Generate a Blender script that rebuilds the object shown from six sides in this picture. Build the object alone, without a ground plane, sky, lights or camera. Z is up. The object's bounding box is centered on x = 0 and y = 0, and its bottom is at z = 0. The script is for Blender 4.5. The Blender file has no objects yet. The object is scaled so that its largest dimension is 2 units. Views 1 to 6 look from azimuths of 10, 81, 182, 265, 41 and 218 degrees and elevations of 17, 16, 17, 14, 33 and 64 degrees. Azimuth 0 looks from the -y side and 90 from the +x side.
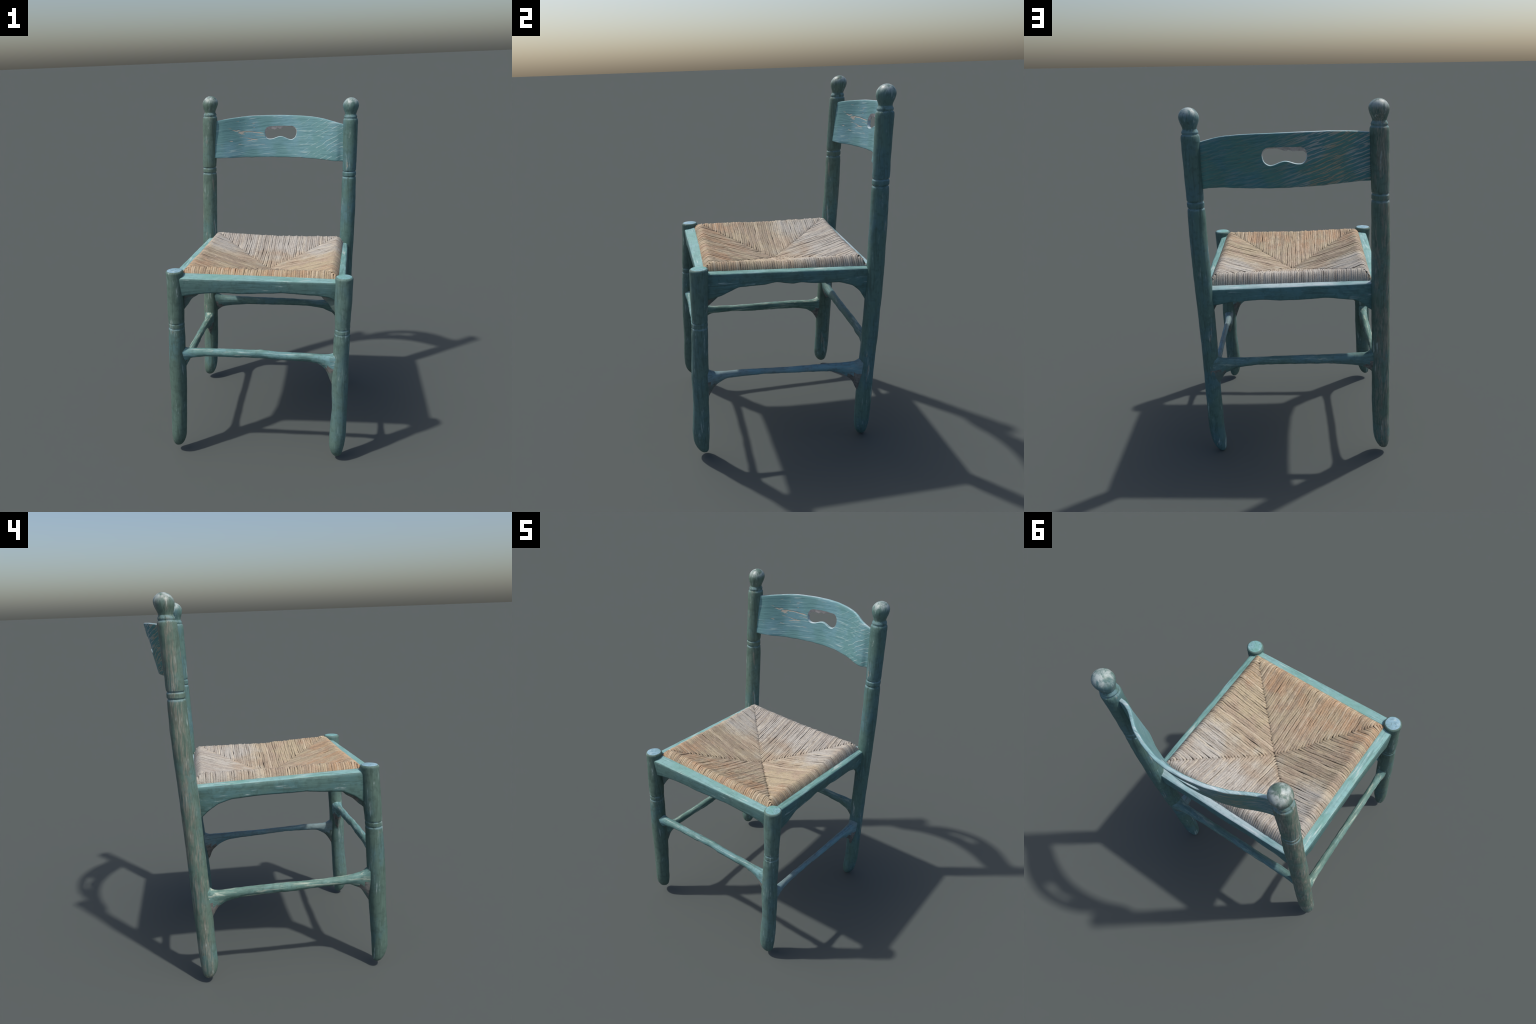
# Weathered teal ladder-less country chair with a woven rush seat.
import bpy, bmesh, math, random
import numpy as np
from mathutils import Vector, noise

random.seed(7)
SEED = 7


# ------------------------------------------------------------------ helpers
def interp_smooth(knots, vals, x, sm):
    """piecewise linear interpolation softened over a window of +-sm"""
    offs = np.linspace(-sm, sm, 7)
    w = np.cos(offs / (sm + 1e-9) * math.pi / 2 * 0.9)
    x = np.asarray(x, float)
    acc = sum(wi * np.interp(x + o, knots, vals) for o, wi in zip(offs, w))
    return acc / w.sum()


def nz(x, y, z, seed=0.0):
    return noise.noise(Vector((x + seed * 17.3, y - seed * 5.1, z + seed * 9.7)))


def make_obj(name, verts, faces, mats, mat_idx=None, smooth_angle=40, parent=None):
    me = bpy.data.meshes.new(name)
    me.from_pydata([tuple(v) for v in verts], [], faces)
    for m in mats:
        me.materials.append(m)
    if mat_idx is not None:
        me.polygons.foreach_set("material_index", mat_idx)
    finish_mesh(me, smooth_angle)
    ob = bpy.data.objects.new(name, me)
    bpy.context.collection.objects.link(ob)
    if parent:
        ob.parent = parent
    return ob


def finish_mesh(me, smooth_angle):
    bm = bmesh.new()
    bm.from_mesh(me)
    bmesh.ops.recalc_face_normals(bm, faces=bm.faces)
    lim = math.radians(smooth_angle)
    for f in bm.faces:
        f.smooth = True
    for e in bm.edges:
        if len(e.link_faces) == 2 and e.calc_face_angle(0) > lim:
            e.smooth = False
    bm.to_mesh(me)
    bm.free()
    me.update()


def loft(rings, cap=True):
    """rings: list of equally long point lists -> verts, faces"""
    verts, faces = [], []
    n = len(rings[0])
    for r in rings:
        verts.extend(r)
    for i in range(len(rings) - 1):
        for j in range(n):
            a, b = i * n + j, i * n + (j + 1) % n
            faces.append((a, b, b + n, a + n))
    if cap:
        faces.append(tuple(range(n - 1, -1, -1)))
        faces.append(tuple(range((len(rings) - 1) * n, len(rings) * n)))
    return verts, faces


# ---------------------------------------------------------------- materials
class Nodes:
    def __init__(self, name):
        self.mat = bpy.data.materials.new(name)
        self.mat.use_nodes = True
        self.t = self.mat.node_tree
        self.t.nodes.clear()
        self.out = self.t.nodes.new("ShaderNodeOutputMaterial")
        self.bsdf = self.t.nodes.new("ShaderNodeBsdfPrincipled")
        self.t.links.new(self.bsdf.outputs[0], self.out.inputs[0])
        self.tc = self.t.nodes.new("ShaderNodeTexCoord")
        self.obj = self.tc.outputs["Object"]

    def link(self, a, b):
        self.t.links.new(a, b)

    def mapping(self, scale, rot=(0, 0, 0), loc=(0, 0, 0), src=None):
        m = self.t.nodes.new("ShaderNodeMapping")
        m.inputs["Scale"].default_value = scale
        m.inputs["Rotation"].default_value = rot
        m.inputs["Location"].default_value = loc
        self.link(src or self.obj, m.inputs["Vector"])
        return m.outputs[0]

    def noise(self, vec, scale=1.0, detail=3.0, rough=0.55, dist=0.0):
        n = self.t.nodes.new("ShaderNodeTexNoise")
        n.inputs["Scale"].default_value = scale
        n.inputs["Detail"].default_value = detail
        n.inputs["Roughness"].default_value = rough
        n.inputs["Distortion"].default_value = dist
        self.link(vec, n.inputs["Vector"])
        return n.outputs["Fac"]

    def wave(self, vec, scale=1.0, dist=4.0, detail=3.0, dscale=1.0, direction="Z"):
        n = self.t.nodes.new("ShaderNodeTexWave")
        n.wave_type = "BANDS"
        n.bands_direction = direction
        n.inputs["Scale"].default_value = scale
        n.inputs["Distortion"].default_value = dist
        n.inputs["Detail"].default_value = detail
        n.inputs["Detail Scale"].default_value = dscale
        self.link(vec, n.inputs["Vector"])
        return n.outputs["Fac"]

    def ramp(self, fac, lo, hi, a=0.0, b=1.0):
        n = self.t.nodes.new("ShaderNodeMapRange")
        n.interpolation_type = "SMOOTHSTEP"
        for k, v in (("From Min", lo), ("From Max", hi), ("To Min", a), ("To Max", b)):
            n.inputs[k].default_value = v
        self.link(fac, n.inputs["Value"])
        return n.outputs["Result"]

    def math(self, op, a, b=None):
        n = self.t.nodes.new("ShaderNodeMath")
        n.operation = op
        for i, v in enumerate((a, b)):
            if v is None:
                continue
            if isinstance(v, (int, float)):
                n.inputs[i].default_value = v
            else:
                self.link(v, n.inputs[i])
        return n.outputs[0]

    def mix(self, fac, a, b, blend="MIX"):
        n = self.t.nodes.new("ShaderNodeMix")
        n.data_type = "RGBA"
        n.blend_type = blend
        for i, v in ((0, fac), (6, a), (7, b)):
            if isinstance(v, (int, float)):
                n.inputs[i].default_value = v
            elif isinstance(v, tuple):
                n.inputs[i].default_value = (*v, 1.0)
            else:
                self.link(v, n.inputs[i])
        return n.outputs[2]

    def sep(self):
        n = self.t.nodes.new("ShaderNodeSeparateXYZ")
        self.link(self.obj, n.inputs[0])
        return n.outputs

    def obj_random(self):
        n = self.t.nodes.new("ShaderNodeObjectInfo")
        return n.outputs["Random"]

    def finish(self, col, rough=0.6, bump=None, bump_d=0.002, bump_s=0.4, spec=0.35):
        if isinstance(col, tuple):
            self.bsdf.inputs["Base Color"].default_value = (*col, 1)
        else:
            self.link(col, self.bsdf.inputs["Base Color"])
        if isinstance(rough, float):
            self.bsdf.inputs["Roughness"].default_value = rough
        else:
            self.link(rough, self.bsdf.inputs["Roughness"])
        self.bsdf.inputs["Specular IOR Level"].default_value = spec
        if bump is not None:
            b = self.t.nodes.new("ShaderNodeBump")
            b.inputs["Strength"].default_value = bump_s
            b.inputs["Distance"].default_value = bump_d
            self.link(bump, b.inputs["Height"])
            self.link(b.outputs[0], self.bsdf.inputs["Normal"])
        return self.mat


STREAK = {"x": (5.0, 85.0, 85.0), "y": (85.0, 5.0, 85.0), "z": (85.0, 85.0, 5.0)}


def paint(name, axis, green, blue, blue_amt=0.5, pale=(0.40, 0.50, 0.48), pale_amt=0.3,
          bare=(0.20, 0.175, 0.14), bare_amt=0.1, seed=0.0, bare_dir=None, bands=(), top=None, grime=0.5, gloss=0.0):
    """old brushed teal paint: green and blue areas, brush streaks along `axis`,
    pale rubbed flecks, bare grey-brown wood where the paint has gone.
    bare_dir (vector, offset): the weathered side.  bands: (height, half width) of
    rubbed rings on turned wood.  top: height above which a finial has its sun highlight painted on."""
    N = Nodes(name)
    loc = (seed * 3.1, seed * 1.7, seed * 2.3)
    sc = STREAK[axis]
    big = N.noise(N.mapping((1, 1, 1), loc=loc), 5.0, 3.0, 0.5)
    streak = N.noise(N.mapping(sc, loc=loc), 1.0, 4.0, 0.62, 0.4)
    fine = N.noise(N.mapping(tuple(c * 2.7 for c in sc), loc=loc), 1.0, 3.0)
    patch = N.noise(N.mapping(tuple(6 + c * 0.22 for c in sc), loc=loc), 1.0, 4.0, 0.62, 0.3)
    mott = N.noise(N.mapping((1, 1, 1), loc=(loc[1], loc[2], loc[0])), 38.0, 3.0, 0.6)
    f = N.math("ADD", N.math("MULTIPLY", big, 0.7), N.math("MULTIPLY", patch, 0.3))
    col = N.mix(N.ramp(f, 0.60 - 0.25 * blue_amt - 0.07, 0.60 - 0.25 * blue_amt + 0.11), green, blue)
    dark = tuple(c * 0.62 for c in green)
    col = N.mix(N.ramp(streak, 0.49, 0.33, 0.0, 0.7), col, dark)
    col = N.mix(N.math("MULTIPLY", N.ramp(mott, 0.52, 0.36), grime), col, tuple(c * 0.66 for c in green))
    lite = tuple(min(1, c * 1.35 + 0.02) for c in green)
    col = N.mix(N.ramp(fine, 0.55, 0.70, 0.0, 0.45), col, lite)
    # bare wood in small ragged patches
    pm = N.ramp(patch, 0.68 - 0.25 * bare_amt, 0.74 - 0.25 * bare_amt)
    if bare_dir is not None:
        d = N.t.nodes.new("ShaderNodeVectorMath")
        d.operation = "DOT_PRODUCT"
        N.link(N.obj, d.inputs[0])
        d.inputs[1].default_value = bare_dir[0]
        side = N.ramp(N.math("ADD", d.outputs["Value"], bare_dir[1]), -0.012, 0.022)
        pm = N.math("MAXIMUM", pm, N.math("MULTIPLY", side, N.ramp(patch, 0.40, 0.54)))
    bm_ = N.math("MULTIPLY", pm, N.ramp(N.math("ADD", N.math("MULTIPLY", streak, 0.7), N.math("MULTIPLY", fine, 0.3)), 0.40, 0.53))
    col = N.mix(N.math("MULTIPLY", bm_, 0.7), col, N.mix(N.ramp(fine, 0.35, 0.65), tuple(c * 0.75 for c in bare), tuple(min(1, c * 1.5) for c in bare)))
    # pale rubbed flecks
    pl = N.math("MULTIPLY", N.ramp(streak, 0.53, 0.68), N.ramp(patch, 0.62 - 0.3 * pale_amt, 0.74 - 0.3 * pale_amt))
    col = N.mix(N.math("MULTIPLY", pl, 0.75), col, pale)
    if bands or top is not None:
        z = N.sep()[2]
    for zb, hw in bands:
        d = N.math("ABSOLUTE", N.math("SUBTRACT", z, zb))
        k = N.math("MULTIPLY", N.ramp(d, hw, hw * 0.45), N.ramp(mott, 0.36, 0.56))
        col = N.mix(N.math("MULTIPLY", k, 0.42), col, (0.17, 0.31, 0.36))
    if top is not None:
        k = N.math("MULTIPLY", N.ramp(z, top - 0.050, top - 0.012), N.ramp(patch, 0.38, 0.60))
        col = N.mix(N.math("MULTIPLY", k, 0.8), col, (0.44, 0.50, 0.48))  # whitish sun highlight painted onto the knob top
    hs = N.t.nodes.new("ShaderNodeHueSaturation")
    hs.inputs["Saturation"].default_value = 0.90
    N.link(col, hs.inputs["Color"])
    col = hs.outputs[0]
    h = N.math("ADD", N.math("MULTIPLY", streak, 0.6), N.math("ADD", N.math("MULTIPLY", fine, 0.2), N.math("MULTIPLY", mott, 0.35)))
    return N.finish(col, N.ramp(streak, 0.3, 0.7, 0.55 - gloss * .2, 0.72 - gloss * .2), h, 0.003, 0.55, 0.28 + gloss * .15)


BLD = ((-0.62, 0.78, -0.0205), -0.590)      # outer rear side of the leaning left back post
post_bl = dict(green=(0.098, 0.165, 0.130), blue=(0.088, 0.185, 0.175), blue_amt=0.3, bare_amt=0.3, bare_dir=BLD,
               bare=(0.175, 0.162, 0.128), seed=1)
post_br = dict(green=(0.082, 0.170, 0.148), blue=(0.070, 0.165, 0.185), blue_amt=0.5, bare_amt=0.16, seed=2)
m_post_bl = paint("weathered_paint_grey", "z", bands=((1.535, .010), (1.499, .012), (1.872, .012), (1.888, .010)), **post_bl)
m_post_br = paint("weathered_paint_blue", "z", bands=((1.500, .010), (1.464, .012), (1.839, .012), (1.855, .010)), **post_br)
m_fin_bl = paint("finial_paint_grey", "z", top=2.0, pale_amt=.5, gloss=1.0, **post_bl)
m_fin_br = paint("finial_paint_blue", "z", top=1.967, pale_amt=.5, gloss=1.0, **post_br)
m_leg_fl = paint("weathered_paint_green", "z", (0.084, 0.148, 0.120), (0.072, 0.158, 0.162), 0.35, bare_amt=0.06, seed=3, bands=((.820, .007), (.791, .009)))
m_leg_fr = paint("weathered_paint_teal", "z", (0.098, 0.178, 0.152), (0.083, 0.168, 0.170), 0.4, bare_amt=0.0, seed=4, bands=((.804, .008), (.775, .010)))
m_leg_top_blue = paint("leg_top_bluish", "z", (0.18, 0.33, 0.36), (0.20, 0.36, 0.45), 0.7, pale_amt=0.6, bare_amt=0.0, seed=16, grime=.25)
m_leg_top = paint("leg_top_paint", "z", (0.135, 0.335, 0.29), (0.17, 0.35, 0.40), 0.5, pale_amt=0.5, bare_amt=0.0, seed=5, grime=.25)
m_rail_x = paint("rail_paint_across", "x", (0.080, 0.172, 0.160), (0.076, 0.182, 0.188), 0.4, bare_amt=0.0, seed=6)  # rail faces darkened partway toward their baked shade
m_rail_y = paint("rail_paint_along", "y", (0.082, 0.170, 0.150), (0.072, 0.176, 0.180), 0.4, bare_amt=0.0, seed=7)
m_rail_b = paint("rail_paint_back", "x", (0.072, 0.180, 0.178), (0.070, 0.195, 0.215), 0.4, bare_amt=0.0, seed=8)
m_top_x = paint("rail_top_painted_sun_across", "x", (0.15, 0.33, 0.30), (0.19, 0.37, 0.37), 0.5, pale=(0.46, 0.54, 0.51), pale_amt=0.5, bare_amt=0.0, seed=9, grime=.3)  # front and side rail tops lightened to carry the sun on them
m_top_y = paint("rail_top_painted_sun_along", "y", (0.14, 0.32, 0.285), (0.19, 0.38, 0.38), 0.5, pale=(0.48, 0.56, 0.53), pale_amt=0.7, bare_amt=0.0, seed=10, grime=.3)
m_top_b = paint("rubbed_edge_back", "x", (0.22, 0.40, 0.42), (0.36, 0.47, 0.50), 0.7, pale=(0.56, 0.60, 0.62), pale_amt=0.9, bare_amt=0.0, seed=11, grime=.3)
m_str_f = paint("stretcher_paint_front", "x", (0.105, 0.235, 0.220), (0.135, 0.30, 0.325), 0.5, pale=(0.44, 0.52, 0.48), pale_amt=0.8, bare_amt=0.0, seed=12)
m_str_l = paint("stretcher_paint_left", "y", (0.105, 0.212, 0.178), (0.125, 0.255, 0.235), 0.4, pale=(0.48, 0.53, 0.43), pale_amt=1.0, bare_amt=0.0, seed=13)
m_str_r = paint("stretcher_paint_sky_tinted", "y", (0.165, 0.245, 0.262), (0.120, 0.275, 0.335), 0.6, pale=(0.34, 0.40, 0.42), pale_amt=0.5, bare_amt=0.0, seed=14)  # bluish tint is sky light in the shade, put into the base colour
m_str_b = paint("stretcher_paint_back", "x", (0.105, 0.205, 0.182), (0.10, 0.21, 0.225), 0.4, pale=(0.34, 0.42, 0.35), pale_amt=0.5, bare_amt=0.0, seed=15)


def bare_grey():
    N = Nodes("bare_grey_wood")
    a = N.noise(N.mapping((1, 1, 1)), 45.0, 4.0, 0.65)
    b = N.noise(N.mapping((1, 1, 1)), 11.0, 2.0, 0.5)
    col = N.mix(N.ramp(a, 0.3, 0.7), (0.10, 0.10, 0.095), (0.22, 0.21, 0.195))
    col = N.mix(N.ramp(b, 0.42, 0.58, 0.0, 0.8), col, (0.10, 0.165, 0.15))
    return N.finish(col, 0.75, a, 0.003, 0.5)


m_bare = bare_grey()


def hole_wall():
    N = Nodes("bare_hole_wall")
    a = N.noise(N.mapping((1, 1, 1)), 50.0, 4.0, 0.65)
    return N.finish(N.mix(N.ramp(a, 0.3, 0.7), (0.40, 0.36, 0.355), (0.62, 0.56, 0.55)), 0.8, a, 0.003, 0.4)


m_hole = hole_wall()


def slat_front():
    N = Nodes("slat_face_paint")
    big = N.noise(N.mapping((1, 1, 1)), 5.0, 3.0)
    rot = N.mapping((1, 1, 1), rot=(0, 0.06, 0))
    grain = N.noise(N.mapping((8.0, 8.0, 110.0), src=rot), 1.0, 4.0, 0.62, 0.5)
    rot2 = N.mapping((1, 1, 1), rot=(0, 0.52, 0))
    sw = N.wave(rot2, 12.0, 9.0, 3.0, 0.5)
    brk = N.noise(N.mapping((16.0, 16.0, 90.0), src=rot2), 1.0, 3.0, 0.6)
    x, y, z = N.sep()
    col = N.mix(N.ramp(big, 0.40, 0.62), (0.122, 0.258, 0.265), (0.142, 0.285, 0.330))
    col = N.mix(N.ramp(grain, 0.49, 0.34, 0.0, 0.65), col, (0.080, 0.195, 0.205))
    right = N.ramp(x, 0.12, 0.30)
    lines = N.math("MULTIPLY", N.math("MULTIPLY", N.ramp(sw, 0.82, 0.98), N.ramp(brk, 0.44, 0.60)), right)
    col = N.mix(N.math("MULTIPLY", lines, 0.5), col, (0.40, 0.51, 0.51))
    fl = N.math("MULTIPLY", N.ramp(grain, 0.56, 0.68), N.ramp(big, 0.40, 0.55))
    col = N.mix(N.math("MULTIPLY", fl, 0.6), col, (0.40, 0.51, 0.49))
    # chipped paint towards the left post
    rot3 = N.mapping((1, 1, 1), rot=(0, -0.14, 0), loc=(.4, 0, .1))
    chip = N.noise(N.mapping((13.0, 13.0, 70.0), src=rot3), 0.8, 4.0, 0.55, 0.4)
    left = N.math("MULTIPLY", N.ramp(x, -0.02, -0.14), N.ramp(z, 1.64, 1.71))
    cm = N.math("MULTIPLY", N.ramp(chip, 0.635, 0.67), left)
    # one long crack in the paint running down towards the handle hole, and its branch
    wob = N.math("MULTIPLY", N.math("SUBTRACT", N.noise(N.mapping((1, 1, 1)), 30.0, 3.0), 0.5), 0.016)
    for x0, x1, z0, slope, half in ((-.225, -.085, 1.764, -.15, .0026), (-.19, -.12, 1.700, .10, .0016), (-.28, -.235, 1.772, -.12, .0030)):
        zl = N.math("ADD", N.math("MULTIPLY", N.math("SUBTRACT", x, x0), slope), N.math("ADD", z0, wob))
        d = N.math("ABSOLUTE", N.math("SUBTRACT", z, zl))
        k = N.math("MULTIPLY", N.ramp(d, half * 1.5, half * .6), N.math("MULTIPLY", N.ramp(x, x0 - .01, x0 + .012), N.ramp(x, x1 + .01, x1 - .02)))
        cm = N.math("MAXIMUM", cm, k)
    col = N.mix(N.math("MULTIPLY", cm, 0.9), col, (0.47, 0.40, 0.33))
    hgt = N.math("SUBTRACT", N.math("ADD", grain, N.math("MULTIPLY", lines, 0.4)), N.math("MULTIPLY", cm, 0.8))
    return N.finish(col, 0.62, hgt, 0.0035, 0.6, 0.28)


def slat_back():
    N = Nodes("slat_reverse_paint")
    big = N.noise(N.mapping((1, 1, 1), loc=(2, 0, 4)), 5.0, 3.0)
    rot = N.mapping((1, 1, 1), rot=(0, -0.12, 0))
    grain = N.noise(N.mapping((8.0, 8.0, 120.0), src=rot), 1.0, 4.0, 0.62, 0.5)
    rot2 = N.mapping((1, 1, 1), rot=(0, -0.33, 0))
    diag = N.noise(N.mapping((11.0, 11.0, 120.0), src=rot2), 1.0, 2.0, 0.5, 0.8)
    sw = N.wave(rot2, 16.0, 6.0, 3.0, 0.5)
    x, y, z = N.sep()
    col = N.mix(N.ramp(big, 0.42, 0.62), (0.100, 0.245, 0.222), (0.088, 0.235, 0.262))
    col = N.mix(N.ramp(grain, 0.5, 0.34, 0.0, 0.65), col, (0.068, 0.178, 0.178))
    worn = N.math("ADD", 0.22, N.math("MULTIPLY", N.ramp(x, 0.12, -0.15), 0.78))
    ln = N.math("MULTIPLY", N.math("MAXIMUM", N.ramp(diag, 0.53, 0.64), N.math("MULTIPLY", N.ramp(sw, 0.72, 0.92), N.ramp(diag, 0.36, 0.52))), worn)
    tone = N.mix(N.ramp(big, 0.4, 0.6), (0.40, 0.32, 0.22), (0.43, 0.43, 0.40))
    col = N.mix(N.math("MULTIPLY", ln, 0.8), col, tone)
    return N.finish(col, 0.62, N.math("SUBTRACT", grain, N.math("MULTIPLY", ln, 0.6)), 0.0035, 0.6, 0.28)


m_slat_f, m_slat_b = slat_front(), slat_back()


def rush(name, along):
    """dry rush: tan where it has been sat on at the front, greyed towards the back"""
    N = Nodes(name)
    x, y, z = N.sep()
    sc = (11.0, 300.0, 190.0) if along == "x" else (300.0, 11.0, 190.0)
    fib = N.noise(N.mapping(sc), 1.0, 4.0, 0.68, 1.0)
    patch = N.noise(N.mapping((1, 1, 1)), 8.0, 3.0)
    blot = N.noise(N.mapping((1, 1, 1), loc=(4, 2, 0)), 26.0, 3.0, 0.6)
    rnd = N.obj_random()
    t = N.math("ADD", N.math("MULTIPLY", y, 1.15), N.math("MULTIPLY", N.math("SUBTRACT", patch, 0.5), 0.9))
    tan = N.mix(N.ramp(patch, 0.38, 0.62), (0.46, 0.300, 0.180), (0.45, 0.335, 0.210))
    beige = N.mix(N.ramp(patch, 0.38, 0.62), (0.42, 0.325, 0.235), (0.46, 0.375, 0.250))
    grey = N.mix(N.ramp(patch, 0.38, 0.62), (0.40, 0.365, 0.325), (0.46, 0.430, 0.385))
    col = N.mix(N.ramp(t, -0.52, -0.20), tan, beige)
    col = N.mix(N.ramp(t, -0.08, 0.30), col, grey)
    col = N.mix(N.ramp(rnd, 0.0, 0.4, 0.42, 0.0), col, (0.21, 0.165, 0.125))
    col = N.mix(N.ramp(rnd, 0.7, 1.0, 0.0, 0.35), col, (0.66, 0.57, 0.43))
    col = N.mix(N.ramp(blot, 0.44, 0.33, 0, 0.35), col, (0.22, 0.175, 0.135))
    col = N.mix(N.ramp(fib, 0.55, 0.70, 0, 0.8), col, (0.66, 0.575, 0.46))  # pale streaks draw strand highlights, the dark ones below draw gap shade
    col = N.mix(N.ramp(fib, 0.46, 0.32, 0, 0.72), col, (0.125, 0.095, 0.072))
    return N.finish(col, 0.62, fib, 0.004, 0.8, 0.3)


m_rush_y = rush("rush_strand_lengthwise", "y")
m_rush_x = rush("rush_strand_crosswise", "x")


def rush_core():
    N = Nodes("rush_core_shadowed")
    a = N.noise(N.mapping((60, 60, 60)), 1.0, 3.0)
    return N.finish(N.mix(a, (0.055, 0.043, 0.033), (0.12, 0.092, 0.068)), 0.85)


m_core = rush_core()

# --------------------------------------------------------------- root empty
chair = bpy.data.objects.new("wooden_chair", None)
chair["label"] = "weathered teal painted wooden chair with woven rush seat"
chair["category"] = "chair"
bpy.context.collection.objects.link(chair)

SEG = 40


# -------------------------------------------------------------- turned posts
# axis knots (z, x, y) and radii (z, r) of the four uprights
POSTS = {
    "BL": dict(axis=[(0, -.513, .349), (.15, -.498, .362), (.4, -.486, .376), (.7, -.476, .394), (1.0, -.464, .411),
                     (1.3, -.453, .434), (1.6, -.440, .447), (1.9, -.4245, .467), (2.0, -.4165, .478)],
               rad=[(.06, .0450), (.15, .0462), (.25, .0466), (.40, .0478), (.55, .0480), (.77, .0472), (.95, .0485),
                    (1.17, .0476), (1.30, .0472), (1.44, .0460), (1.61, .0450), (1.73, .0460), (1.85, .0467)],
               tip=(.027, -.005, .013), top=2.0, ring=1.518, mat=m_post_bl, fin=m_fin_bl),
    "BR": dict(axis=[(0, .430, .360), (.15, .451, .366), (.4, .457, .382), (.7, .462, .408), (1.0, .474, .425),
                     (1.3, .486, .435), (1.6, .4935, .444), (1.9, .4995, .457), (2.0, .502, .462)],
               rad=[(.05, .0400), (.15, .0425), (.25, .0435), (.41, .0423), (.66, .0435), (.80, .0440), (.95, .0440),
                    (1.04, .0455), (1.25, .0458), (1.42, .0444), (1.55, .0434), (1.66, .0444), (1.8, .0460)],
               tip=(.0, -.012, .008), top=1.967, ring=1.483, mat=m_post_br, fin=m_fin_br),
    "FL": dict(axis=[(0, -.490, -.561), (.15, -.478, -.568), (.35, -.468, -.556), (.55, -.462, -.548), (.8, -.454, -.537),
                     (1.1, -.450, -.511)],
               rad=[(.07, .0400), (.12, .0418), (.20, .0440), (.29, .0440), (.37, .0455), (.46, .0470), (.60, .0475),
                    (.70, .0462), (.80, .0448), (.90, .0458), (1.03, .0452), (1.09, .0472)],
               tip=(.033, -.008, .016), top=1.121, ring=.806, mat=m_leg_fl),
    "FR": dict(axis=[(0, .438, -.555), (.15, .448, -.555), (.35, .462, -.544), (.55, .463, -.537), (.8, .475, -.523),
                     (1.1, .485, -.509)],
               rad=[(.06, .0400), (.10, .0428), (.16, .0454), (.25, .0436), (.33, .0412), (.40, .0430), (.50, .0458),
                    (.58, .0434), (.74, .0425), (.83, .0402), (.90, .0428), (.95, .0460), (1.04, .0465), (1.08, .0470)],
               tip=(.014, .006, .016), top=1.098, ring=.790, mat=m_leg_fr),
}


def axis_at(key, z):
    a = np.array(POSTS[key]["axis"])
    return (float(interp_smooth(a[:, 0], a[:, 1], z, .06)), float(interp_smooth(a[:, 0], a[:, 2], z, .06)))


# foot: height above the tip -> share of the post radius
FOOT = [(0, .14), (.003, .36), (.010, .54), (.022, .70), (.038, .83), (.058, .93), (.085, 1.0)]
# finial and shoulder: depth below the very top -> radius
KNOB = [(0, .004), (.002, .014), (.008, .0270), (.017, .0370), (.030, .0458), (.043, .0493), (.055, .0486), (.070, .0450),
        (.085, .0392), (.096, .0352), (.1035, .0340)]
NECK = [(.1035, .0340), (.108, .0352), (.114, .0390), (.119, .0408), (.1235, .0405), (.1265, .0385), (.1300, .0388),
        (.1335, .0432), (.140, .0455), (.150, .0464), (.165, .0466)]


def ring_pts(key, cx, cy, z, r, seed, rough=1.0, tilt=(0, 0)):
    pts = []
    for j in range(SEG):
        a = 2 * math.pi * j / SEG
        c, s = math.cos(a), math.sin(a)
        d = 0.0016 * nz(c * 1.2, s * 1.2, z * 8, seed) + 0.0011 * nz(c * 2.5, s * 2.5, z * 20, seed + 3) + .0006 * nz(c * 6, s * 6, z * 30, seed + 6)
        rr = r + (d * rough + .0012) * min(1.0, r / .03)
        pts.append((cx + rr * c, cy + rr * s, z + tilt[0] * rr * c + tilt[1] * rr * s))
    return pts


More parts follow.
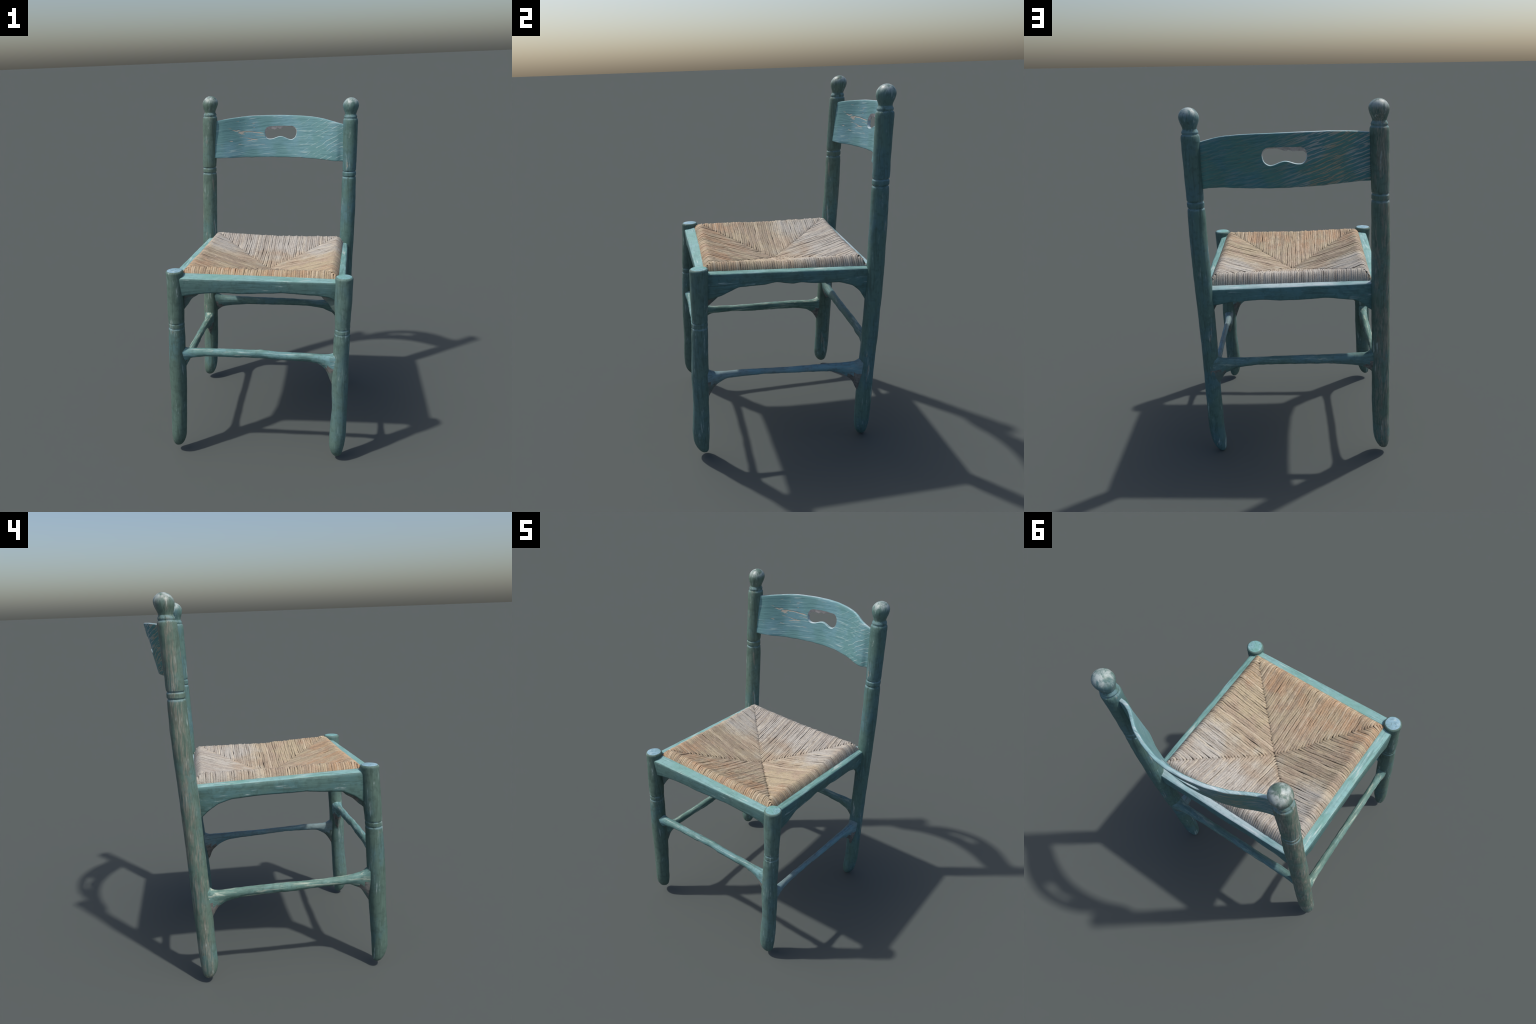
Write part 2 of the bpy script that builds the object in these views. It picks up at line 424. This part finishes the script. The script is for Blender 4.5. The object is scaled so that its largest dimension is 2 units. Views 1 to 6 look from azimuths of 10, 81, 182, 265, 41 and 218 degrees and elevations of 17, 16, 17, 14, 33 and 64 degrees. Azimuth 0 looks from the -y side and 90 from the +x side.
def build_post(key, idx):
    P = POSTS[key]
    back = key[0] == "B"
    rz, rr = np.array(P["rad"]).T
    tipz, tx, ty = P["tip"]
    top = P["top"]
    ztop = top - .160 if back else top - .022
    zs = [tipz + h for h, _ in FOOT]
    zs += list(np.arange(tipz + .1, ztop, .012))
    ring = P["ring"]
    sp = .0165 if back else .0135
    zs += [ring + o for o in np.arange(-.034, .0341, .002)]
    zs = sorted(set(round(float(z), 4) for z in zs if z <= ztop))
    rings = []
    for z in zs:
        x, y = axis_at(key, z)
        h = z - tipz
        r = float(interp_smooth(rz, rr, z, .02))
        if h < .085:
            r *= np.interp(h, *np.array(FOOT).T)
            k = (1 - h / .085) ** 2
            x, y = x + tx * k, y + ty * k
        if back:
            for s in (-1, 1):
                r -= .0052 * math.exp(-((z - ring - s * sp) / .0040) ** 2)
                d = s * (z - ring) - sp
                if 0 < d < .028:
                    r -= .0022 * (1 - d / .028)
            if abs(z - ring) < sp:
                r -= .0012
        else:
            for s in (-1, 1):
                r -= .0024 * math.exp(-((z - ring - s * sp) / .0035) ** 2)
            if abs(z - ring) < .05:
                r -= .0008
        rings.append(ring_pts(key, x, y, z, r, idx))
    if back:
        for dd, r in reversed(NECK):
            z = top - dd
            x, y = axis_at(key, z)
            rings.append(ring_pts(key, x, y, z, r, idx, .5))
    else:
        for dd, dr in ((.020, .0), (.013, .0006), (.0085, -.0002), (.0055, -.0016), (.003, -.0040), (.0012, -.0075), (.0004, -.0115)):
            z = top - dd
            x, y = axis_at(key, z)
            rings.append(ring_pts(key, x, y, z, rr[-1] + dr, idx, .7))
        nside = (len(rings) - 2) * SEG
        x, y = axis_at(key, top)
        for k, up in ((.55, .001), (.2, .0014)):
            rings.append(ring_pts(key, x, y, top + up, (rr[-1] - .0115) * k, idx, .3))
    v, f = loft(rings)
    mats, mi = [P["mat"]], None
    if not back:
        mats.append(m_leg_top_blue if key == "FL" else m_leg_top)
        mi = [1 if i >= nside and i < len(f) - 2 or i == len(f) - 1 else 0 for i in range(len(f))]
    ob = make_obj("back_post" if back else "front_leg", v, f, mats, mi, 50, chair)
    if back:
        kr = []
        for dd, r in reversed(KNOB):
            z = top - dd
            x, y = axis_at(key, z)
            kr.append(ring_pts(key, x, y, z, r, idx + 20, .55 if dd < .1 else .5))
        kr[0] = rings[-1]
        kv, kf = loft(kr)
        make_obj("finial", kv, kf, [P["fin"]], None, 60, ob)
    return ob


for i, k in enumerate(("BL", "BR", "FL", "FR")):
    build_post(k, i + 1)


# ----------------------------------------------------------- bars (rails etc)
def rounded_section(pts, rad, n=4):
    """round the corners of a small convex polygon given as (o, z) points"""
    out = []
    m = len(pts)
    for i in range(m):
        p, a, b = np.array(pts[i]), np.array(pts[i - 1]), np.array(pts[(i + 1) % m])
        ra = min(rad[i], .45 * np.linalg.norm(a - p), .45 * np.linalg.norm(b - p))
        pa = p + (a - p) / np.linalg.norm(a - p) * ra
        pb = p + (b - p) / np.linalg.norm(b - p) * ra
        for k in range(n + 1):
            t = k / n
            out.append(tuple((1 - t) ** 2 * pa + 2 * t * (1 - t) * p + t * t * pb))
    return out


def build_rail(along, span, outer, inner, ztop, zin, bottom, sgn, mats, seed, low=0.0, rtop=.013):
    """seat rail: along 'x' or 'y'; outer/inner = its two faces at both span ends,
    ztop/zin = height of outer and inner top edges, bottom = [(pos, z)] lower outline"""
    bp, bz = np.array(bottom).T
    n = 72
    ts = np.linspace(span[0], span[1], n)
    rings = []
    nominal = float(np.median(bz))
    for p in ts:
        u = (p - span[0]) / (span[1] - span[0])
        o = outer[0] + (outer[1] - outer[0]) * u
        i_ = inner[0] + (inner[1] - inner[0]) * u - sgn * .012
        zt = ztop[0] + (ztop[1] - ztop[0]) * u
        zi = zin[0] + (zin[1] - zin[0]) * u
        zb = float(interp_smooth(bp, bz, p, .012)) + .0030 * nz(p * 13, seed, 0, seed) + .0012 * nz(p * 35, seed, 0, seed)
        w = o - i_
        fl = max(0.0, nominal - zb - .01)
        sh = min(.45, fl * 6)                          # the flared ends thin out downwards
        zt += .0012 * nz(p * 16, 0, seed, seed)
        o += sgn * .0010 * nz(p * 11, 5, seed, seed)
        sec = [(o, zt), (o + sgn * low + sgn * .0012 * nz(p * 9, 8, seed, seed) - w * sh, zb), (i_ + w * sh * .5, zb), (i_, zi)]
        sec = rounded_section(sec, (rtop, .012, .012, .010), 4)
        if along == "x":
            rings.append([(p, a, b) for a, b in sec])
        else:
            rings.append([(a, p, b) for a, b in sec])
    v, f = loft(rings)
    m = len(rings[0])
    mi = []
    for k in range(len(f)):
        if k >= len(f) - 2:
            mi.append(0)
            continue
        j = k % m
        # section order: 0-4 outer top corner, 5-9 outer bottom, 10-14 inner bottom, 15-19 inner top
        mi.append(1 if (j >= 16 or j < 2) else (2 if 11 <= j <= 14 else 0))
    return make_obj("seat_rail", v, f, mats, mi, 50, chair)


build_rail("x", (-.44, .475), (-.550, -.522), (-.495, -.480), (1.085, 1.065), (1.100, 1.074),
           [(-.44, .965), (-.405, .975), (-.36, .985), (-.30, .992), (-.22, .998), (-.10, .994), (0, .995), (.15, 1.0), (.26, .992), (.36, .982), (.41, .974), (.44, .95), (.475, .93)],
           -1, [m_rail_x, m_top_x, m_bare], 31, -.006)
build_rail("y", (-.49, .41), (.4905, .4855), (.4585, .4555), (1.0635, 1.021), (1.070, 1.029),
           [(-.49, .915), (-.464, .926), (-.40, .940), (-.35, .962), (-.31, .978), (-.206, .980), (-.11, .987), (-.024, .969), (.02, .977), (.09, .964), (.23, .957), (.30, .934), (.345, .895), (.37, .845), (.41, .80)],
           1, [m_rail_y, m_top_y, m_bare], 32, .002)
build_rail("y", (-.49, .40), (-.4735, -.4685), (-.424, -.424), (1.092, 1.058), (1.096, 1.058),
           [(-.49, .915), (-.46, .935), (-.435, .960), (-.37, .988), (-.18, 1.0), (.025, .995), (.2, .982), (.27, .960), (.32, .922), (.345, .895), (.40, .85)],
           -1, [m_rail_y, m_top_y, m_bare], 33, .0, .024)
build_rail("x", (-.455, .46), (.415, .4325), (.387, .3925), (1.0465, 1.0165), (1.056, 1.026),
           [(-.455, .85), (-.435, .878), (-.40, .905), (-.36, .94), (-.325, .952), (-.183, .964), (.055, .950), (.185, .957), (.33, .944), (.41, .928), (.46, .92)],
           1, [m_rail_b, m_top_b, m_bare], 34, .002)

# ------------------------------------- corner webs under the seat frame
def build_web(key, lx, ly, ztop, zbot, seed):
    """rough gusset in the inner corner between a leg and two rails, tapering down the leg"""
    sx = 1 if key[1] == "L" else -1
    sy = 1 if key[0] == "F" else -1
    rings = []
    for t in np.linspace(0, 1, 14):
        z = ztop + (zbot - ztop) * t
        x, y = axis_at(key, z)
        k = (1 - t) ** 1.1
        a, b = .030 + lx * k, .030 + ly * k
        ring = [(x + sx * .012, y + sy * .012, z)]
        for u in np.linspace(0, 1, 13):
            ca, sb = math.cos(u * math.pi / 2), math.sin(u * math.pi / 2)
            px, py = a * abs(ca) ** 1.7 + .024 * sb, b * abs(sb) ** 1.7 + .024 * ca
            j = 1 + .10 * nz(u * 3, t * 3, seed, seed)
            ring.append((x + sx * px * j, y + sy * py * j, z + .004 * nz(u * 5, t * 4, 2, seed)))
        rings.append(ring)
    v, f = loft(rings)
    make_obj("corner_web", v, f, [m_bare], None, 60, chair)


build_web("FL", .115, .140, 1.000, .880, 81)
build_web("FR", .100, .160, .990, .870, 82)
build_web("BL", .055, .090, .975, .880, 83)
build_web("BR", .050, .040, .960, .870, 84)


def build_stretcher(along, side_fn, top, bot, rad, mat, seed):
    """round rung whose upper and lower outlines flare where it enters the legs"""
    tp, tz = np.array(top).T
    bp, bz = np.array(bot).T
    lo, hi = tp[0], tp[-1]
    n, seg = 80, 20
    rings = []
    for p in np.linspace(lo, hi, n):
        zt = float(interp_smooth(tp, tz, p, .014))
        zb = float(interp_smooth(bp, bz, p, .014))
        o = side_fn(p)
        r = float(np.interp(p, *np.array(rad).T))
        lump = 1 + .10 * nz(p * 13, seed, 1, seed) + .05 * nz(p * 34, seed, 2, seed)
        core = (zt + zb) / 2 if (zt - zb) < 2.6 * r else None
        mid = core if core is not None else max(zt - r * 1.1, zb + r)
        ring = []
        for j in range(seg):
            a = 2 * math.pi * j / seg
            c, s = math.cos(a), math.sin(a)
            hz = (zt - mid) if s > 0 else (mid - zb)
            q = r * lump + .001 + .010 * max(0.0, 1 - min(p - lo, hi - p) / .10) ** 2
            if s < 0 and mid - zb > 1.5 * r:            # thin web below the rung end
                c = math.copysign(abs(c) ** 1.8, c)
            jit = .0018 * nz(c * 1.6, s * 1.6, p * 26, seed) + .0010 * nz(c * 3, s * 3, p * 60, seed)
            ring.append((o + c * (q + jit), mid + s * (hz + jit)))
        rings.append([(p, a, b) if along == "x" else (a, p, b) for a, b in ring])
    v, f = loft(rings)
    mi = []
    for k in range(len(f)):
        if k >= len(f) - 2:
            mi.append(0)
            continue
        i, j = divmod(k, seg)
        zmin = min(q[2] for q in rings[i])
        zmax = max(q[2] for q in rings[i])
        zc = sum(v[x][2] for x in f[k]) / 4
        mi.append(1 if (zmax - zmin > .085 and zc < zmax - .072) else 0)
    return make_obj("stretcher", v, f, [mat, m_bare], mi, 60, chair)


build_stretcher("x", lambda p: float(np.interp(p, [-.46, .46], [-.545, -.534])),
                [(-.45, .69), (-.425, .672), (-.403, .665), (-.286, .667), (-.131, .666), (0, .6655), (.022, .669), (.05, .663), (.135, .657), (.247, .656), (.358, .650), (.405, .650), (.45, .665)],
                [(-.45, .53), (-.418, .576), (-.384, .607), (-.289, .620), (-.133, .618), (.02, .615), (.133, .612), (.246, .606), (.325, .600), (.362, .582), (.390, .552), (.407, .49), (.45, .40)],
                [(-.46, .026), (-.3, .0205), (0, .018), (.3, .0195), (.46, .026)], m_str_f, 41)
build_stretcher("y", lambda p: float(np.interp(p, [-.5, .36], [.462, .459])),
                [(-.52, .54), (-.48, .512), (-.456, .504), (-.40, .501), (-.331, .503), (-.192, .494), (-.05, .486), (.128, .482), (.274, .477), (.325, .478), (.36, .497), (.39, .53)],
                [(-.52, .32), (-.491, .382), (-.46, .425), (-.403, .460), (-.32, .463), (-.193, .463), (-.052, .452), (.128, .440), (.201, .430), (.259, .402), (.304, .365), (.325, .305), (.39, .25)],
                [(-.5, .022), (-.38, .016), (-.19, .0145), (.1, .0165), (.25, .019), (.38, .026)], m_str_r, 42)
build_stretcher("y", lambda p: float(np.interp(p, [-.54, .37], [-.464, -.486])),
                [(-.54, .60), (-.505, .568), (-.478, .545), (-.40, .528), (-.258, .519), (-.116, .516), (.026, .515), (.166, .511), (.28, .503), (.32, .508), (.345, .53), (.38, .56)],
                [(-.54, .33), (-.503, .385), (-.466, .450), (-.40, .480), (-.257, .478), (-.115, .467), (.027, .462), (.168, .456), (.253, .440), (.30, .408), (.325, .36), (.38, .27)],
                [(-.54, .024), (-.4, .0205), (0, .0195), (.25, .021), (.38, .028)], m_str_l, 43)
build_stretcher("x", lambda p: float(np.interp(p, [-.48, .46], [.386, .402])),
                [(-.48, .69), (-.445, .665), (-.42, .645), (-.403, .635), (-.284, .627), (-.123, .621), (.089, .615), (.288, .606), (.338, .609), (.395, .603), (.43, .625), (.46, .65)],
                [(-.48, .46), (-.435, .52), (-.398, .548), (-.334, .559), (-.193, .570), (.019, .569), (.197, .566), (.304, .551), (.384, .513), (.404, .480), (.43, .43), (.46, .38)],
                [(-.48, .028), (-.4, .022), (0, .0205), (.3, .022), (.46, .029)], m_str_b, 44)


# --------------------------------------------------------------- back slat
SL_C = [(-.44, .452), (-.395, .460), (-.346, .472), (-.292, .500), (-.217, .546), (-.132, .578), (-.034, .5965), (.047, .6025),
        (.121, .5965), (.208, .572), (.287, .537), (.368, .478), (.42, .455), (.50, .447)]
SL_T = [(-.44, 1.832), (-.366, 1.843), (-.285, 1.852), (-.182, 1.859), (-.057, 1.8585), (.032, 1.8565), (.158, 1.851), (.245, 1.845),
        (.332, 1.833), (.399, 1.816), (.449, 1.802), (.50, 1.788)]
SL_B = [(-.44, 1.598), (-.363, 1.597), (-.277, 1.594), (-.181, 1.591), (-.056, 1.586), (.067, 1.582), (.161, 1.580), (.25, 1.576),
        (.333, 1.573), (.449, 1.563), (.50, 1.560)]
HOLE = [(-.077, 1.744), (-.070, 1.765), (-.050, 1.778), (.012, 1.781), (.075, 1.779), (.113, 1.777), (.134, 1.764), (.141, 1.744),
        (.132, 1.713), (.108, 1.696), (.083, 1.698), (.030, 1.716), (-.022, 1.703), (-.052, 1.703), (-.070, 1.717)]
TH = .020


def slat_y(x, z):
    c = float(interp_smooth(*np.array(SL_C).T, x, .025))
    t = float(interp_smooth(*np.array(SL_T).T, x, .03))
    b = min(1.0, max(0.0, (c - .455) / .145))
    return c - (.050 + .185 * b ** .33) * (t - z)


def catmull_closed(pts, per):
    pts = np.array(pts)
    n = len(pts)
    out = []
    for i in range(n):
        p0, p1, p2, p3 = pts[i - 1], pts[i], pts[(i + 1) % n], pts[(i + 2) % n]
        for k in range(per):
            t = k / per
            out.append(.5 * ((2 * p1) + (-p0 + p2) * t + (2 * p0 - 5 * p1 + 4 * p2 - p3) * t * t + (-p0 + 3 * p1 - 3 * p2 + p3) * t ** 3))
    return np.array(out)


def build_slat():
    xs = np.linspace(-.435, .492, 100)
    nv = 26
    rings = []
    for x in xs:
        t = float(interp_smooth(*np.array(SL_T).T, x, .03))
        b = float(interp_smooth(*np.array(SL_B).T, x, .02)) + .0022 * nz(x * 22, 3, 1, 50)
        h = TH / 2
        r = .006
        sec = []
        zs = np.linspace(b + r, t - r, nv)
        sec += [(-h, z) for z in zs]                       # front face going up
        sec += [(-h + r - r * math.cos(a), t - r + r * math.sin(a)) for a in (.5, 1.05)]
        sec += [(-h + r, t), (h - r, t)]
        sec += [(h - r + r * math.sin(a), t - r + r * math.cos(a)) for a in (.5, 1.05)]
        sec += [(h, z) for z in zs[::-1]]
        sec += [(h - r + r * math.cos(a), b + r - r * math.sin(a)) for a in (.5, 1.05)]
        sec += [(h - r, b), (-h + r, b)]
        sec += [(-h + r - r * math.sin(a), b + r - r * math.cos(a)) for a in (.5, 1.05)]
        rings.append([(x, y, z) for y, z in sec])
    v, f = loft(rings)
    m = len(rings[0])
    mi = []
    for k in range(len(f)):
        if k >= len(f) - 2:
            mi.append(0)
            continue
        j = k % m
        if nv + 5 <= j < 2 * nv + 6:
            mi.append(1)
        elif nv + 1 <= j < nv + 5:
            mi.append(2)
        else:
            mi.append(0)
    mats = [m_slat_f, m_slat_b, m_top_b, m_hole]
    ob = make_obj("backrest_slat", v, f, mats, mi, 40)
    # handle hole: cutter flares slightly at both faces so that the rim is softened
    c = catmull_closed(HOLE, 6)
    d = np.roll(c, -1, 0) - np.roll(c, 1, 0)
    nrm = np.stack([-d[:, 1], d[:, 0]], 1)
    nrm /= np.linalg.norm(nrm, axis=1)[:, None]
    if ((c - c.mean(0)) * nrm).sum() < 0:
        nrm = -nrm
    cr = []
    for y, e in ((-.03, .012), (-.0125, .0045), (-.0095, .0022), (-.006, .0003), (0, -.0006), (.006, .0003), (.0095, .0022), (.0125, .0045), (.03, .012)):
        q = c + nrm * (e - .0030)
        # the unpainted upper wall slopes down towards the back and is ragged
        row = []
        for a, z in q:
            k = min(1.0, max(0.0, (z - 1.745) / .03))
            mid = max(0.0, 1 - abs(y) / .010)
            left = min(1.0, max(0.2, (.085 - a) / .06))
            z += k * (.008 - mid * left * (.017 + .010 * nz(a * 45, 0, 0, 60)))
            row.append((a, y, z))
        cr.append(row)
    cv, cf = loft(cr)
    n = len(c)
    cm = []
    for k in range(len(cf)):
        zc = np.mean([cv[i][2] for i in cf[k]])
        cm.append(3 if zc > 1.745 else 2)
    cut = make_obj("cutter", cv, cf, mats, cm, 40)
    mod = ob.modifiers.new("hole", "BOOLEAN")
    mod.operation, mod.object, mod.solver = "DIFFERENCE", cut, "EXACT"
    dg = bpy.context.evaluated_depsgraph_get()
    me = bpy.data.meshes.new_from_object(ob.evaluated_get(dg))
    ob.modifiers.clear()
    ob.data = me
    me.name = "backrest_slat"
    bpy.data.objects.remove(cut)
    for vert in me.vertices:
        x, y, z = vert.co
        lump = .0008 * nz(x * 9, z * 14, y * 10, 61)
        vert.co.y = slat_y(x, z) + y + lump
    finish_mesh(me, 38)
    ob.parent = chair


build_slat()

# --------------------------------------------------------------- rush seat
X0, X1, Y0, Y1 = -.421, .456, -.487, .388
CX, CY, CZ = .013, -.044, .986
ZR = {"FL": 1.098, "FR": 1.070, "BL": 1.056, "BR": 1.026}       # rail tops at the corners
CREST = [(0.0, 1.124), (.5, 1.104), (1.0, 1.104), (1.5, 1.079), (2.0, 1.080), (2.5, 1.081), (3.0, 1.106), (3.5, 1.108), (4.0, 1.124)]
ROLL = .046


def rail_z(x, y):
    u, w = (x - X0) / (X1 - X0), (y - Y0) / (Y1 - Y0)
    return ((ZR["FL"] * (1 - u) + ZR["FR"] * u) * (1 - w) + (ZR["BL"] * (1 - u) + ZR["BR"] * u) * w)


def rim(x, y):
    """point on the rim seen from the centre: turn value 0..4 starting at front left, and share of the way in"""
    dx, dy = x - CX, y - CY
    kx = (X1 - CX) if dx > 0 else (CX - X0)
    ky = (Y1 - CY) if dy > 0 else (CY - Y0)
    ax, ay = abs(dx) / kx, abs(dy) / ky
    m = max(ax, ay, 1e-6)
    qx, qy = CX + dx / m, CY + dy / m
    if ay >= ax:
        u = (qx - X0) / (X1 - X0)
        turn = u if dy < 0 else 3 - u
    else:
        w = (qy - Y0) / (Y1 - Y0)
        turn = 1 + w if dx > 0 else 4 - w
    return turn, 1 - m, qx, qy


def seat_z(x, y, drop=.014):
    turn, f, qx, qy = rim(x, y)
    cz = float(interp_smooth(*np.array(CREST).T, turn, .06))
    fr = ROLL / .44
    if f >= fr:
        g = ((1 - f) / (1 - fr)) ** 1.13
        # level off at the crest so that the roll is round
        e = math.exp(-((f - fr) / .07) ** 2) * .003
        return CZ + (cz - CZ) * g + e - .003 * math.exp(-((1 - f) / .05) ** 2) * 0
    c = 1 - max(f, 0) / fr
    zb = rail_z(qx, qy) - drop
    return zb + (cz + .003 - zb) * max(0.0, 1 - c ** 1.8) ** .68


# solid stuffed core under the strands
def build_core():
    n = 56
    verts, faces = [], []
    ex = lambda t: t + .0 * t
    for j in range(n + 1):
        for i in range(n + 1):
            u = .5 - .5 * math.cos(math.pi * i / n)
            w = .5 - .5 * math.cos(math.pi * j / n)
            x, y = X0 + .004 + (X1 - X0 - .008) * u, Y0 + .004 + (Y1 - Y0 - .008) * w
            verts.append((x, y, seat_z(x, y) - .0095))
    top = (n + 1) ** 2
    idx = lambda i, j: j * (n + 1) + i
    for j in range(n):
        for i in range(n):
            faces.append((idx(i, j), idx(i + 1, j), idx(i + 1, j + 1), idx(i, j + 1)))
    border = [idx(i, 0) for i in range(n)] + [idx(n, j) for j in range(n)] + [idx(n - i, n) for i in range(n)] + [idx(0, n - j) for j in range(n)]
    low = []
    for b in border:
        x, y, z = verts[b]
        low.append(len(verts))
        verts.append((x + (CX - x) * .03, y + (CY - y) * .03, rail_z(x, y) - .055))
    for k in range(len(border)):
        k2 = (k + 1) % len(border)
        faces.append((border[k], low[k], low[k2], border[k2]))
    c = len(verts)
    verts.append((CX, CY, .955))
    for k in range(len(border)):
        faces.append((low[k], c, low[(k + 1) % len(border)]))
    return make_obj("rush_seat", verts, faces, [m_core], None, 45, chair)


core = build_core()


def build_strands():
    rs = random.Random(SEED + 4)
    pitch = .01195
    seg = 14
    for panel in range(4):                 # 0 front, 1 right, 2 back, 3 left
        lx = panel in (0, 2)               # rail runs along x, strands along y
        a0, a1, ac = (X0, X1, CX) if lx else (Y0, Y1, CY)
        edge = (Y0, X1, Y1, X0)[panel]
        cen = CY if lx else CX
        depth = abs(cen - edge)
        sgn = 1 if cen > edge else -1
        n = int((a1 - a0 - .012) / pitch)
        for k in range(n):
            a = a0 + .006 + (k + .5) * (a1 - a0 - .012) / n
            share = (a - a0) / (ac - a0) if a < ac else (a1 - a) / (a1 - ac)
            send = depth * share + .004 + rs.uniform(-.002, .003)
            outw = -1 if a < ac else 1
            ss = [ROLL * (1 - math.cos(t)) for t in np.linspace(0, math.pi / 2, 7)]
            ss = [s for s in ss if s < send - .004]
            m = max(2, int((send - ss[-1]) / .016))
            ss += list(np.linspace(ss[-1], send, m + 1)[1:])
            if len(ss) > 4 and send > .05:
                ss = ss[:-1] + [send - .009, send - .004, send]
                ss = sorted(set(ss))
            r0 = pitch * rs.uniform(.48, .62)
            sd = rs.uniform(0, 100)
            lift = rs.uniform(-.0020, .0016)
            path = []
            for s in ss:
                end = max(0.0, 1 - (send - s) / .016)
                lat = .0048 * nz(s * 7, a * 11, panel, 70) + .0034 * nz(s * 15, sd, 0, 71)
                lat *= min(1.0, s / .03 + .25)
                lat += outw * .0065 * end ** 2
                p = a + lat
                q = edge + sgn * s
                x, y = (p, q) if lx else (q, p)
                z = seat_z(min(max(x, X0), X1), min(max(y, Y0), Y1))
                z += lift * min(1, s / .03) + .0026 * nz(s * 13, sd, 3, 72) - .010 * end ** 2
                path.append(Vector((x, y, z)))
            side = Vector((1, 0, 0)) if lx else Vector((0, 1, 0))
            rings = []
            for i, c in enumerate(path):
                t = (path[min(i + 1, len(path) - 1)] - path[max(i - 1, 0)])
                t = (t - side * t.dot(side)).normalized()
                up = side.cross(t)
                if up.z < 0 or (abs(up.z) < .2 and up.dot(Vector((0, -sgn, 0)) if lx else Vector((-sgn, 0, 0))) < 0):
                    up = -up
                r = r0 * (1 + .26 * nz(ss[i] * 24, sd, 8, 73))
                if i == len(path) - 1:
                    r *= .7
                # two plies: a shallow groove wanders along the top of the strand
                g = math.pi / 2 + 1.1 * nz(ss[i] * 9, sd, 4, 74)
                ring = []
                for b in (2 * math.pi * j / seg for j in range(seg)):
                    q = r * (1 - .30 * math.exp(-((b - g) / .33) ** 2))
                    ring.append(tuple(c - up * r * .45 + side * (q * math.cos(b)) + up * (q * .60 * math.sin(b))))
                rings.append(ring)
            v, f = loft(rings)
            make_obj("rush_strand", v, f, [m_rush_y if lx else m_rush_x], None, 80, core)


build_strands()
